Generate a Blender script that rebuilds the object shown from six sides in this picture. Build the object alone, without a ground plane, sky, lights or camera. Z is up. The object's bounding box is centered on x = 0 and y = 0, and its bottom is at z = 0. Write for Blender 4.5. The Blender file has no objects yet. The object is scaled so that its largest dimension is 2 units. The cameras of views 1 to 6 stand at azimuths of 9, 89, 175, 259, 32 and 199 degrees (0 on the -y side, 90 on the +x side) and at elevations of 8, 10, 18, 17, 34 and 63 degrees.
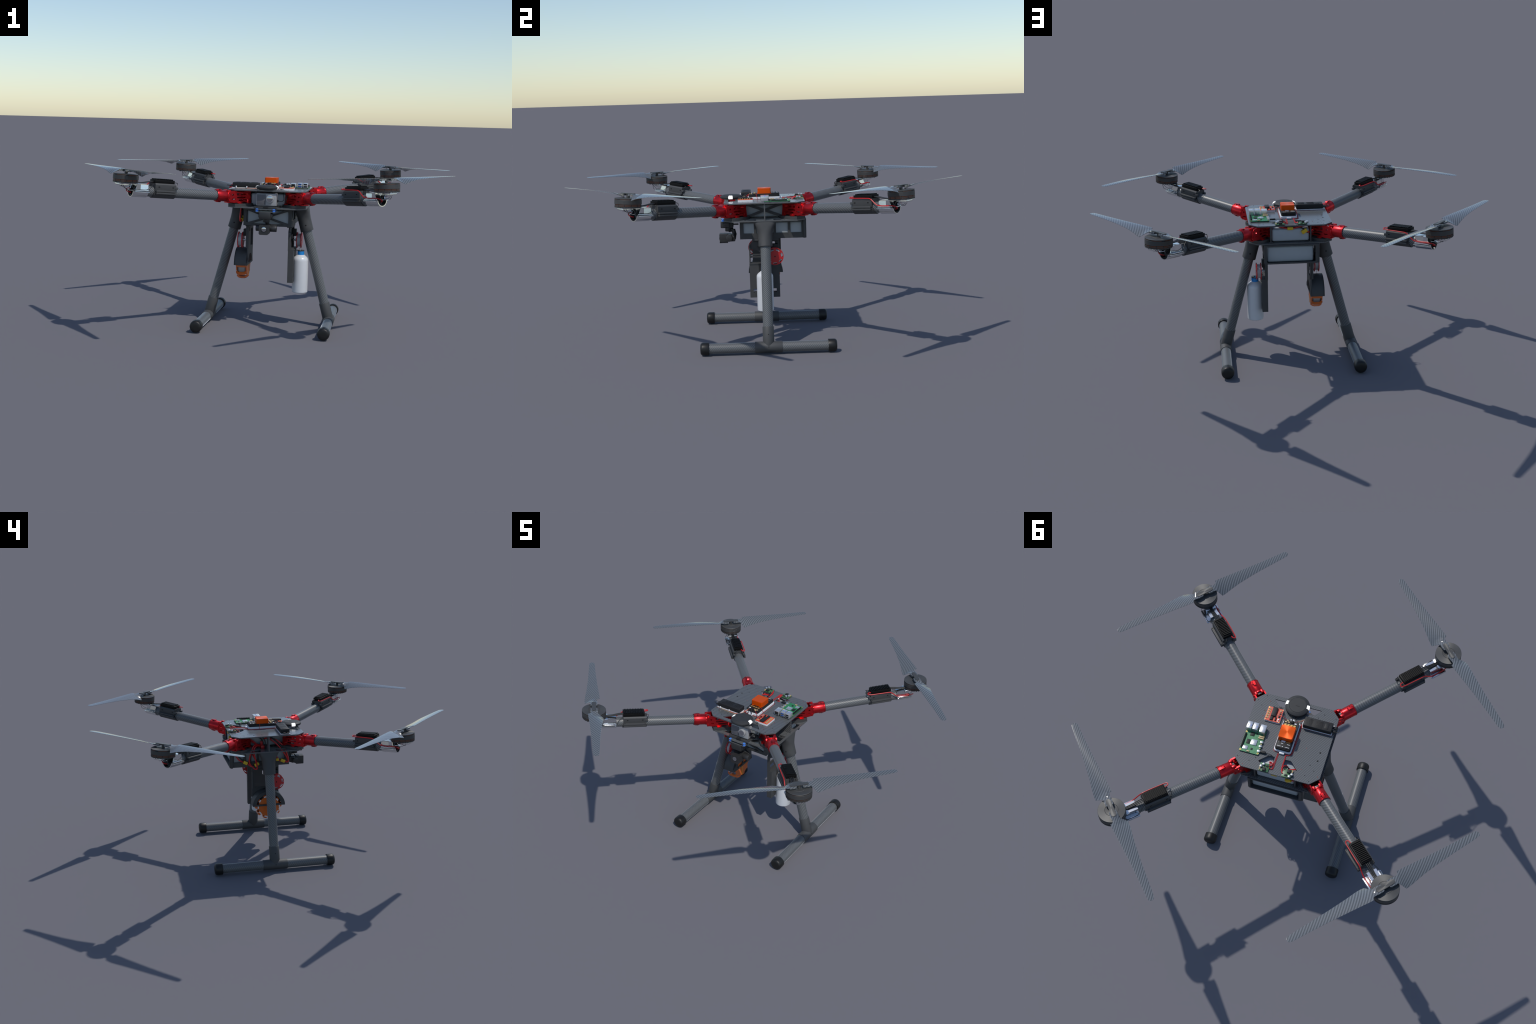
import bpy, bmesh, math, random
from math import sin, cos, pi, radians, sqrt, atan2
from mathutils import Vector, Matrix
from mathutils.geometry import tessellate_polygon

random.seed(7)

# ------------------------------------------------------------------ materials
def new_mat(name):
    m = bpy.data.materials.new(name)
    m.use_nodes = True
    nt = m.node_tree
    b = nt.nodes["Principled BSDF"]
    return m, nt, b

def plain(name, col, rough=0.5, metal=0.0, coat=0.0, spec=0.5, vary=0.10, scale=60.0, aniso=0.0, bump=0.0):
    """Principled colour with a faint noise mottling (and optional radial brushing)."""
    m, nt, b = new_mat(name)
    b.inputs["Roughness"].default_value = rough
    b.inputs["Metallic"].default_value = metal
    b.inputs["Coat Weight"].default_value = coat
    b.inputs["Coat Roughness"].default_value = 0.12
    b.inputs["Specular IOR Level"].default_value = spec
    tc = nt.nodes.new("ShaderNodeTexCoord")
    nz = nt.nodes.new("ShaderNodeTexNoise")
    nz.inputs["Scale"].default_value = scale
    nz.inputs["Detail"].default_value = 3.0
    nt.links.new(tc.outputs["Object"], nz.inputs["Vector"])
    mx = nt.nodes.new("ShaderNodeMix"); mx.data_type = 'RGBA'
    mx.inputs["A"].default_value = [c * (1 - vary) for c in col] + [1]
    mx.inputs["B"].default_value = [min(1, c * (1 + vary)) for c in col] + [1]
    nt.links.new(nz.outputs["Fac"], mx.inputs["Factor"])
    nt.links.new(mx.outputs["Result"], b.inputs["Base Color"])
    if aniso:
        t = nt.nodes.new("ShaderNodeTangent")
        t.direction_type = 'RADIAL'; t.axis = 'Z'
        b.inputs["Anisotropic"].default_value = aniso
        nt.links.new(t.outputs["Tangent"], b.inputs["Tangent"])
    if bump:
        bp = nt.nodes.new("ShaderNodeBump")
        bp.inputs["Strength"].default_value = bump
        bp.inputs["Distance"].default_value = 0.001
        n2 = nt.nodes.new("ShaderNodeTexNoise"); n2.inputs["Scale"].default_value = 700
        nt.links.new(tc.outputs["Object"], n2.inputs["Vector"])
        nt.links.new(n2.outputs["Fac"], bp.inputs["Height"])
        nt.links.new(bp.outputs["Normal"], b.inputs["Normal"])
    return m

def mth(nt, op, a=None, b=None):
    n = nt.nodes.new("ShaderNodeMath"); n.operation = op
    for i, v in enumerate((a, b)):
        if v is None: continue
        if isinstance(v, (int, float)): n.inputs[i].default_value = v
        else: nt.links.new(v, n.inputs[i])
    return n.outputs[0]

def carbon(name, kind, period, turn=0.0, dark=(.058,.061,.063), light=(.150,.157,.162), rough=0.42, cross=.22, sheen=.8, spec=.45):
    """Twill carbon fibre: diagonal ribs.  kind 'flat': ribs along direction `turn` (degrees)
    in the XY plane; kind 'tube': helical ribs round local X, `turn` ribs per revolution."""
    m, nt, b = new_mat(name)
    tc = nt.nodes.new("ShaderNodeTexCoord")
    sx = nt.nodes.new("ShaderNodeSeparateXYZ")
    nt.links.new(tc.outputs["Object"], sx.inputs[0])
    X, Y, Z = sx.outputs
    k = 2 * pi / period
    if kind == 'flat':
        a = radians(turn)
        ph = mth(nt, 'ADD', mth(nt, 'MULTIPLY', X, -sin(a) * k), mth(nt, 'MULTIPLY', Y, cos(a) * k))
        al = mth(nt, 'ADD', mth(nt, 'MULTIPLY', X, cos(a) * k * .7), mth(nt, 'MULTIPLY', Y, sin(a) * k * .7))
        # bevelled rims and vertical faces carry the rib too, from the height
        ph = mth(nt, 'ADD', ph, mth(nt, 'MULTIPLY', Z, k * .5))
    else:
        an = mth(nt, 'ARCTAN2', Z, Y)
        ph = mth(nt, 'ADD', mth(nt, 'MULTIPLY', X, k), mth(nt, 'MULTIPLY', an, turn))
        al = mth(nt, 'SUBTRACT', mth(nt, 'MULTIPLY', X, k * .7), mth(nt, 'MULTIPLY', an, round(turn * .6)))
    s = mth(nt, 'SINE', ph)
    s2 = mth(nt, 'MULTIPLY', mth(nt, 'SINE', al), cross)
    f = mth(nt, 'ADD', mth(nt, 'MULTIPLY', mth(nt, 'ADD', s, s2), 0.5), 0.5)
    rp = nt.nodes.new("ShaderNodeValToRGB")
    rp.color_ramp.elements[0].position = 0.22; rp.color_ramp.elements[0].color = (*dark, 1)
    rp.color_ramp.elements[1].position = 0.78; rp.color_ramp.elements[1].color = (*light, 1)
    nt.links.new(f, rp.inputs[0])
    nt.links.new(rp.outputs[0], b.inputs["Base Color"])
    b.inputs["Roughness"].default_value = rough
    b.inputs["Specular IOR Level"].default_value = spec
    b.inputs["Sheen Weight"].default_value = sheen
    b.inputs["Sheen Roughness"].default_value = 0.22
    b.inputs["Sheen Tint"].default_value = (.85, .92, 1, 1)
    return m

M = dict(
    plate=carbon("carbon_plate", 'flat', .0065, 135, rough=.22, sheen=.45, spec=.6, dark=(.066,.069,.071), light=(.135,.141,.145)),
    blade_l=carbon("carbon_blade_left_twill", 'flat', .0108, 38, cross=.08, rough=.07, sheen=.5, spec=.75, dark=(.083,.090,.095), light=(.158,.168,.178)),
    blade_r=carbon("carbon_blade_right_twill", 'flat', .0108, -38, cross=.08, rough=.07, sheen=.5, spec=.75, dark=(.083,.090,.095), light=(.158,.168,.178)),
    tube=carbon("carbon_tube", 'tube', .0105, 16, cross=.06),
    skid=carbon("carbon_skid_tube", 'tube', .0100, -20, cross=.25, rough=.45, sheen=1.0),
    edge=plain("carbon_cut_edge", (.085,.088,.09), .5),
    puck=plain("matt_black_cover", (.034,.035,.036), .6, spec=.3),
    nylon=plain("dark_nylon", (.052,.053,.054), .6, bump=.2),
    tray=plain("black_printed_plastic", (.045,.046,.047), .6, bump=.2),
    rubber=plain("black_rubber", (.011,.011,.011), .45, vary=.2, spec=.35),
    black=plain("black_plastic", (.016,.016,.017), .55, spec=.3),
    sink=plain("black_heat_sink", (.005,.005,.005), .5, spec=.15),
    hole=plain("dark_hole", (.006,.006,.006), .9),
    red=plain("red_anodised_metal", (.60,.020,.026), .32, metal=.85, spec=.6),
    redp=plain("red_plastic", (.46,.016,.020), .35),
    wire_r=plain("red_wire", (.50,.012,.014), .4),
    wire_k=plain("black_wire", (.018,.018,.018), .45),
    motor=plain("motor_shell", (.066,.066,.065), .45, metal=.2, aniso=.6),
    motor_side=plain("motor_bell_side", (.050,.050,.050), .5, metal=.2),
    copper=plain("copper_winding", (.22,.055,.016), .45, metal=.3),
    silver=plain("polished_aluminium", (.74,.75,.76), .17, metal=1.0, vary=.03),
    hub=plain("prop_hub_plate", (.068,.068,.066), .42, metal=.2, aniso=.6),
    orange=plain("orange_anodised_cover", (.74,.088,.002), .36, metal=.35, spec=.3, aniso=.7, vary=.04),
    bag=plain("orange_buoy", (.62,.13,.018), .4),
    bag_y=plain("yellow_strap", (.70,.33,.02), .5),
    white=plain("white_plastic", (.72,.73,.75), .45, vary=.03),
    led=plain("led_window", (.9,.9,.9), .3, vary=.02),
    bottle=plain("white_bottle", (.62,.63,.65), .28, vary=.02),
    cap=plain("blue_cap", (.018,.27,.68), .4),
    blue=plain("blue_damper", (.06,.24,.78), .4),
    batt=plain("grey_battery_wrap", (.36,.395,.42), .45, vary=.05),
    yellow=plain("yellow_connector", (.62,.40,.012), .45),
    green=plain("green_circuit_board", (.026,.205,.075), .4, vary=.3, scale=260),
    dgreen=plain("dark_green_circuit_board", (.05,.15,.06), .4, vary=.35, scale=260),
    pcbred=plain("red_circuit_board", (.66,.075,.035), .45, vary=.12, scale=200),
    tan=plain("tan_connector", (.50,.37,.19), .5),
    gold=plain("gold_contact", (.70,.48,.16), .35, metal=.6),
    steel=plain("steel_shield", (.62,.63,.64), .25, metal=.7, vary=.05),
    usb=plain("blue_port_tongue", (.03,.13,.55), .4),
    cam=plain("grey_camera_shell", (.33,.335,.34), .5),
    cam_d=plain("grey_camera_panel", (.12,.12,.13), .4, spec=.3),
    glass=plain("lens_glass", (.50,.51,.53), .02, metal=1.0, vary=.02),
    gimbal=plain("black_camera_plastic", (.026,.026,.027), .42),
    string=plain("white_string", (.7,.7,.7), .6),
    tape=plain("dark_red_pad", (.20,.012,.014), .5),
    ink=plain("white_print", (.75,.75,.75), .5),
)
nt = M['led'].node_tree
nt.nodes["Principled BSDF"].inputs["Emission Color"].default_value = (1, 1, 1, 1)
nt.nodes["Principled BSDF"].inputs["Emission Strength"].default_value = 1.0

# ------------------------------------------------------------------ mesh builder
class MB:
    def __init__(s):
        s.v = []; s.f = []; s.m = []; s.slots = []
        s.T = Matrix.Identity(4)
    def mi(s, mat):
        mat = M[mat]
        if mat not in s.slots: s.slots.append(mat)
        return s.slots.index(mat)
    def add(s, verts, faces, mat, T=None):
        o = len(s.v); k = s.mi(mat)
        A = s.T if T is None else s.T @ T
        s.v += [A @ Vector(p) for p in verts]
        flip = A.determinant() < 0
        for f in faces:
            g = [o + i for i in f]
            s.f.append(g[::-1] if flip else g); s.m.append(k)
    def bm(s, bm, mat, T=None):
        bm.verts.index_update()
        s.add([v.co.copy() for v in bm.verts], [[v.index for v in f.verts] for f in bm.faces], mat, T)
        bm.free()
    # ---- primitives
    def box(s, lo, hi, mat, bev=0.0, T=None, seg=2):
        bm = bmesh.new(); bmesh.ops.create_cube(bm, size=1)
        c = [(a + b) / 2 for a, b in zip(lo, hi)]; d = [b - a for a, b in zip(lo, hi)]
        for v in bm.verts: v.co = Vector([c[i] + v.co[i] * d[i] for i in range(3)])
        if bev: bmesh.ops.bevel(bm, geom=bm.edges[:], offset=min(bev, min(map(abs, d)) * .45), segments=seg, affect='EDGES', profile=.5)
        s.bm(bm, mat, T)
    def cbox(s, c, d, mat, bev=0.0, T=None):
        s.box([c[i] - d[i] / 2 for i in range(3)], [c[i] + d[i] / 2 for i in range(3)], mat, bev, T)
    def lathe(s, prof, mat, n=32, T=None, close=True):
        """profile [(r,z)...] turned about local Z (bottom to top, outside)"""
        V = []; F = []
        for r, z in prof:
            V += [(r * cos(2 * pi * i / n), r * sin(2 * pi * i / n), z) for i in range(n)]
        for j in range(len(prof) - 1):
            for i in range(n):
                F.append([j*n+i, j*n+(i+1) % n, (j+1)*n+(i+1) % n, (j+1)*n+i])
        if close:
            if prof[0][0] > 1e-6: F.append(list(range(n))[::-1])
            if prof[-1][0] > 1e-6: F.append([(len(prof)-1)*n+i for i in range(n)])
        s.add(V, F, mat, T)
    def cyl(s, p, q, r, mat, n=24, r2=None, bev=0.0, T=None):
        p = Vector(p); q = Vector(q); L = (q - p).length
        R = (q - p).to_track_quat('Z', 'Y').to_matrix().to_4x4()
        A = Matrix.Translation(p) @ R
        r2 = r if r2 is None else r2
        if bev: prof = [(r-bev, 0), (r-bev*.3, bev*.3), (r, bev), (r2, L-bev), (r2-bev*.3, L-bev*.3), (r2-bev, L)]
        else: prof = [(r, 0), (r2, L)]
        s.lathe(prof, mat, n, A if T is None else T @ A)
    def pipe(s, p, q, ro, ri, mat, n=32, T=None):
        p = Vector(p); q = Vector(q); L = (q - p).length
        A = Matrix.Translation(p) @ (q - p).to_track_quat('Z', 'Y').to_matrix().to_4x4()
        s.lathe([(ri, 0), (ro, 0), (ro, L), (ri, L), (ri, 0)], mat, n, A if T is None else T @ A, close=False)
    def slab(s, outer, holes, z0, z1, mat, T=None, rim=None):
        """extruded polygon (with holes) between z0 and z1"""
        def area(p): return sum(p[i][0]*p[(i+1) % len(p)][1] - p[(i+1) % len(p)][0]*p[i][1] for i in range(len(p)))
        outer = list(outer) if area(outer) > 0 else list(outer)[::-1]
        holes = [list(h) if area(h) < 0 else list(h)[::-1] for h in holes]
        loops = [outer] + holes
        P = [p for l in loops for p in l]; N = len(P)
        tris = tessellate_polygon([[Vector((p[0], p[1], 0)) for p in l] for l in loops])
        V = [(x, y, z0) for x, y in P] + [(x, y, z1) for x, y in P]; F = []
        for a, b, c in tris:
            ar = (P[b][0]-P[a][0])*(P[c][1]-P[a][1]) - (P[c][0]-P[a][0])*(P[b][1]-P[a][1])
            if abs(ar) < 1e-12: continue
            t = [a, b, c] if ar > 0 else [a, c, b]
            F.append([i + N for i in t]); F.append(t[::-1])
        if rim: s.add(V, F, mat, T); F = []
        o = 0
        for l in loops:
            k = len(l)
            for i in range(k):
                a, b = o + i, o + (i + 1) % k
                F.append([a, b, b + N, a + N])
            o += k
        s.add(V, F, rim or mat, T)
    def wire(s, pts, r, mat, n=8, sub=6, T=None):
        """round cable through control points (Catmull-Rom)"""
        P = [Vector(p) for p in pts]
        E = [2*P[0]-P[1]] + P + [2*P[-1]-P[-2]]
        C = []
        for i in range(1, len(E) - 2):
            a, b, c, d = E[i-1], E[i], E[i+1], E[i+2]
            for k in range(sub):
                t = k / sub
                C.append(.5*((2*b)+(c-a)*t+(2*a-5*b+4*c-d)*t*t+(3*b-a-3*c+d)*t**3))
        C.append(P[-1])
        V = []; F = []; up = Vector((0.13, 0.21, 1)).normalized()
        for i, c in enumerate(C):
            t = (C[min(i+1, len(C)-1)] - C[max(i-1, 0)]).normalized()
            u = (up - t * up.dot(t)).normalized(); w = t.cross(u); up = u
            V += [c + r*(cos(2*pi*j/n)*u + sin(2*pi*j/n)*w) for j in range(n)]
        m = len(C)
        for i in range(m-1):
            for j in range(n): F.append([i*n+j, i*n+(j+1) % n, (i+1)*n+(j+1) % n, (i+1)*n+j])
        F += [list(range(n))[::-1], [(m-1)*n+j for j in range(n)]]
        s.add(V, F, mat, T)
    def loft(s, rings, mat, T=None, caps=True):
        n = len(rings[0]); V = [p for r in rings for p in r]; F = []
        for i in range(len(rings)-1):
            for j in range(n): F.append([i*n+j, i*n+(j+1) % n, (i+1)*n+(j+1) % n, (i+1)*n+j])
        if caps: F += [list(range(n))[::-1], [(len(rings)-1)*n+j for j in range(n)]]
        s.add(V, F, mat, T)
    def mesh(s, name, ang=32):
        me = bpy.data.meshes.new(name)
        me.from_pydata([tuple(v) for v in s.v], [], s.f)
        for m in s.slots: me.materials.append(m)
        me.polygons.foreach_set("material_index", s.m)
        me.polygons.foreach_set("use_smooth", [True] * len(s.f))
        me.update()
        me.set_sharp_from_angle(angle=radians(ang))
        return me

SC = bpy.context.scene.collection
def obj(name, data, parent=None, world=None, stuff=False):
    if isinstance(data, MB): data = data.mesh(name)
    o = bpy.data.objects.new(name, data)
    SC.objects.link(o)
    W = Matrix.Identity(4) if world is None else world
    if parent is not None:
        o.parent = parent
        o.matrix_basis = WM[parent].inverted() @ W
    else:
        o.matrix_basis = W
    WM[o] = W
    if stuff: o["kind"] = "stuff"
    return o
WM = {}
Tr = Matrix.Translation
def Rz(d): return Matrix.Rotation(radians(d), 4, 'Z')
def Ry(d): return Matrix.Rotation(radians(d), 4, 'Y')
def Rx(d): return Matrix.Rotation(radians(d), 4, 'X')

root = obj("quadcopter_drone", None)
root["label"] = "grey carbon quadcopter with red arm joints, winches and bottle"
root["category"] = "drone"

# ------------------------------------------------------------------ frame plates
def octa(h, c): return [(h, -c), (h, c), (c, h), (-c, h), (-h, c), (-h, -c), (-c, -h), (c, -h)]
def roundpoly(pts, r, n=4):
    out = []; k = len(pts)
    for i in range(k):
        a, b, c = Vector(pts[i-1]), Vector(pts[i]), Vector(pts[(i+1) % k])
        u = (a-b).normalized(); w = (c-b).normalized()
        d = min(r, (a-b).length*.45, (c-b).length*.45)
        p, q = b+u*d, b+w*d
        for j in range(n+1):
            t = j/n
            out.append(tuple((1-t)**2*p + 2*t*(1-t)*b + t*t*q))
    return out
outline = roundpoly(octa(.2105, .1700), .003)
front_slot = roundpoly([(-.120, -.190), (.120, -.190), (.087, -.152), (-.087, -.152)], .004)
rear_slots = [roundpoly([(sg*.024, .119), (sg*.050, .117), (sg*.060, .123), (sg*.097, .160), (sg*.085, .168), (sg*.030, .168)], .006) for sg in (1, -1)]
side_slots = [roundpoly([(sx*.150, sy*.045), (sx*.200, sy*.045), (sx*.200, sy*.105), (sx*.165, sy*.105)], .006) for sx in (1, -1) for sy in (1, -1)]

b = MB(); b.slab(outline, [front_slot] + rear_slots, .7562, .7622, 'plate', rim='edge')
top_plate = obj("top_plate", b, root)
b = MB(); b.slab(outline, [front_slot] + side_slots, .6640, .6700, 'plate', rim='edge')
bottom_plate = obj("bottom_plate", b, root)

# countersunk screw holes of the plates
base = [(.163, .197), (.198, .163), (.138, .172), (.173, .138), (.113, .147), (.147, .113)]
pts = [(sx*x, sy*y) for x, y in base for sx in (1, -1) for sy in (1, -1)]
pts += [(.150, -.083), (.149, -.113), (.118, .012), (-.105, .030)]
b = MB()
for i, (x, y) in enumerate(pts):
    if y < -.06 and -.2 < x < -.05 and y > -.125: continue
    b.lathe([(.0021, .7600), (.0021, .7628), (.0013, .7629)], 'hole' if i % 3 else 'tape', 10, Tr((x, y, 0)))
for x, y in [(-.175, .036), (-.175, .082)]:
    b.lathe([(.0040, .7600), (.0040, .7628)], 'hole', 14, Tr((x, y, 0)))
obj("screw_hole", b, top_plate, stuff=True)
b = MB()
for x, y in pts[:24] + [(.19, .02), (.19, -.02), (-.19, .02), (-.19, -.02)]:
    b.lathe([(.0021, .6680), (.0021, .6706), (.0013, .6707)], 'hole', 10, Tr((x, y, 0)))
obj("screw_hole", b, bottom_plate, stuff=True)

# upright ribs and the cross-braced side wall between the plates
for sg in (1, -1):
    b = MB()
    prof = [(.205, .6700), (.205, .7562), (.120, .7562), (.128, .752), (.150, .740), (.158, .715), (.156, .690), (.145, .678), (.120, .6700)]
    b.slab(prof, [], -.003, .003, 'plate', Matrix(((sg, 0, 0, 0), (0, 0, 1, 0), (0, 1, 0, 0), (0, 0, 0, 1))), rim='edge')
    obj("plate_rib", b, root)
b = MB()
ZY = Matrix(((0, 0, 1, 0), (1, 0, 0, 0), (0, 1, 0, 0), (0, 0, 0, 1)))       # (a,b,c)->(x=c,y=a,z=b)
h = [[(-.020, .7130), (-.106, .744), (-.106, .682)], [(.020, .7130), (.106, .682), (.106, .744)],
     [(0, .7195), (.090, .7515), (-.090, .7515)], [(0, .7065), (-.090, .6745), (.090, .6745)]]
b.slab([(-.114, .6700), (.114, .6700), (.114, .7562), (-.114, .7562)], [roundpoly(x, .004) for x in h], .1165, .1205, 'tray', ZY)
obj("side_brace", b, root)
b = MB()
for x in (.103, -.098):
    b.box((x-.004, .192, .670), (x+.004, .202, .7562), 'tray', .001)
    b.box((x-.012, .186, .670), (x+.012, .206, .675), 'tray', .001)
obj("plate_standoff", b, root)

# batteries
b = MB(); b.box((-.092, -.130, .6745), (.097, .194, .7400), 'batt', .010, seg=3)
batt_up = obj("battery", b, root)
b = MB(); b.box((-.113, -.122, .5672), (.123, .198, .6500), 'batt', .010, seg=3)
batt_lo = obj("battery", b, root)

# ------------------------------------------------------------------ lower battery tray
b = MB()
XZ = Matrix(((1, 0, 0, 0), (0, 0, 1, 0), (0, 1, 0, 0), (0, 0, 0, 1)))       # (a,b,c)->(x=a,y=c,z=b)
zb, zt = .5640, .6635
h = [[(-.114, .648), (-.022, .6155), (-.022, .6080), (-.114, .580)], [(.114, .648), (.114, .580), (.022, .6080), (.022, .6155)],
     [(-.095, .652), (.095, .652), (.012, .622), (-.012, .622)], [(-.085, .5765), (.085, .5765), (.012, .6010), (-.012, .6010)]]
b.slab([(-.131, zb), (.131, zb), (.131, zt), (-.131, zt)], [roundpoly(x, .005) for x in h], -.132, -.124, 'tray', XZ)
for sg in (1, -1):
    hh = [[(-.113, .593), (-.058, .593), (-.058, .650), (-.113, .650)], [(-.046, .593), (.046, .593), (.046, .650), (-.046, .650)],
          [(.058, .593), (.121, .593), (.121, .650), (.058, .650)], [(.134, .593), (.192, .593), (.192, .650), (.134, .650)]]
    x0, x1 = (.124, .131) if sg > 0 else (-.131, -.124)
    b.slab([(-.124, zb), (.209, zb), (.209, zt), (-.124, zt)], [roundpoly(x, .003) for x in hh], x0, x1, 'tray', ZY)
b.box((-.124, -.124, .5640), (.124, .209, .5670), 'tray')
# open rear rim, slightly flared
b.slab([(-.136, .572), (-.129, .563), (.129, .563), (.136, .572), (.136, .6635), (-.136, .6635)],
       [roundpoly([(-.1215, .5705), (.1255, .5705), (.1255, .6560), (-.1215, .6560)], .008)], .209, .217, 'tray', XZ)
b.box((-.142, .200, .563), (-.131, .214, .6635), 'tray', .002)
b.box((.131, .200, .563), (.138, .214, .6635), 'tray', .002)
tray = obj("battery_tray", b, root)

# ------------------------------------------------------------------ arms (built once, along local X, placed four times)
TH = 4.27           # arms rise outwards
Z0 = .7037
ARM_R = .0265
b = MB(); b.pipe((.290, 0, 0), (.846, 0, 0), ARM_R, .0225, 'tube', 40)
me_arm = b.mesh("arm")

# red folding joint (horizontal, between the plates) and its tilted sleeve
b = MB()
def slot(x0, x1, z, hgt): return roundpoly([(x0, z-hgt), (x1, z-hgt), (x1, z+hgt), (x0, z+hgt)], hgt, 3)
side = roundpoly([(.158, .6865), (.182, .6865), (.188, .692), (.218, .692), (.224, .6855), (.244, .6855), (.250, .692),
        (.268, .690), (.300, .697), (.306, .715), (.306, .742), (.296, .752), (.262, .7545), (.255, .7545), (.250, .748), (.205, .748),
        (.198, .7552), (.160, .7552), (.166, .735), (.162, .715)], .003, 2)
holes = [slot(.176, .226, .7345, .0042), slot(.192, .252, .7180, .0035), slot(.176, .240, .7030, .0042), slot(.262, .284, .7100, .003),
         roundpoly([(.236, .730), (.252, .730), (.252, .742), (.236, .742)], .003, 2),
         [(.278+.0055*cos(i*pi/5), .733+.0055*sin(i*pi/5)) for i in range(10)]]
for y in (.022, -.029):
    b.slab(side, holes, y, y+.007, 'red', XZ)
for x, z, r in [(.172, .744, .005), (.172, .696, .005), (.232, .6925, .005), (.258, .750, .004), (.296, .742, .006), (.296, .704, .006)]:
    b.cyl((x, -.031, z), (x, .031, z), r, 'red', 14)
b.box((.156, -.022, .693), (.166, .022, .750), 'red', .002)
b.box((.250, -.022, .6895), (.300, .022, .6945), 'red', .001)
for sg in (1, -1):
    b.box((.286, sg*.016-.006, .744), (.306, sg*.016+.006, .7600), 'red', .002)
    b.box((.166, sg*.034-.006, .686), (.182, sg*.034+.006, .690), 'red', .001)
    b.box((.222, sg*.034-.006, .686), (.246, sg*.034+.006, .690), 'red', .001)
b.T = Tr((0, 0, Z0)) @ Ry(-TH)
b.cyl((.306, 0, 0), (.372, 0, 0), .0300, 'red', 48, bev=.0012)
b.cyl((.300, 0, 0), (.3085, 0, 0), .0318, 'red', 48, bev=.001)
b.lathe([(.0302, 0), (.0310, .002), (.0310, .004), (.0302, .006)], 'red', 48, Tr((.366, 0, 0)) @ Ry(90), close=False)
b.lathe([(.0267, 0), (.0302, 0), (.0302, .002)], 'hole', 48, Tr((.3715, 0, 0)) @ Ry(90), close=False)
for sg in (1, -1):                                   # clamping lugs on top and below
    r = [[(x, y*w, sg*z) for y, z in ((-.009, .026), (.009, .026), (.006, hz), (-.006, hz))] for x, w, hz in ((.336, .8, .0300), (.342, 1, .0352), (.362, 1, .0352), (.371, .9, .0320))]
    b.loft(r, 'red')
    b.cyl((.352, -.0108, sg*.0318), (.352, .0108, sg*.0318), .0022, 'hole', 10)
for sg in (1, -1):
    b.cyl((.336, sg*.0290, -.004), (.336, sg*.0303, -.004), .0018, 'hole', 10)
b.T = Matrix.Identity(4)
me_mount = b.mesh("arm_mount")

b = MB()
b.slab([(.138, -.030), (.165, -.044), (.240, -.046), (.266, -.032), (.266, .032), (.240, .046), (.165, .044), (.138, .030)], [], .6702, .6858, 'tray')
me_pad = b.mesh("mount_pad")

# speed controller in its printed tube holder
b = MB()
s0, s1 = .631, .760
up = [(-.030, .0008), (.030, .0008), (.033, .010), (.033, .038), (.028, .0445), (-.028, .0445), (-.033, .038), (-.033, .010)]
YZX = Matrix(((0, 0, 1, 0), (1, 0, 0, 0), (0, 1, 0, 0), (0, 0, 0, 1)))      # (a,b,c)->(x=c,y=a,z=b)
b.slab(up, [], s0+.006, s1-.004, 'nylon', YZX)
b.slab([(.031*cos(pi+i*pi/16), .031*sin(pi+i*pi/16)-.0008) for i in range(17)], [], s0, s1, 'nylon', YZX)
for zz in (.0012, -.0095):
    b.box((s0+.006, -.0435, zz), (s1-.006, .0435, zz+.0083), 'nylon', .0012)
b.box((s0-.006, -.034, .018), (s0+.01, -.022, .030), 'nylon', .001)
b.box((s0-.006, .022, .018), (s0+.01, .034, .030), 'nylon', .001)
for x in (s0+.022, s1-.026):
    for sg in (1, -1):
        b.box((x-.004, sg*.0332-.0012, .024), (x+.004, sg*.0332+.0012, .0285), 'hole')
        b.lathe([(.0026, 0), (.0026, .0004)], 'hole', 10, Tr((x-.012 if x < .7 else x+.014, sg*.0388, .0096)))
me_holder = b.mesh("controller_holder")
b = MB()
b.box((.642, -.0265, .0446), (.756, .0265, .0620), 'sink', .0012)
b.box((.648, -.0215, .0620), (.750, .0215, .0626), 'sink')
for i in range(12):
    x = .6505 + i*.0086
    b.box((x, -.0225, .0624), (x+.0045, .0225, .0672), 'sink')
me_sink = b.mesh("speed_controller")

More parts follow.
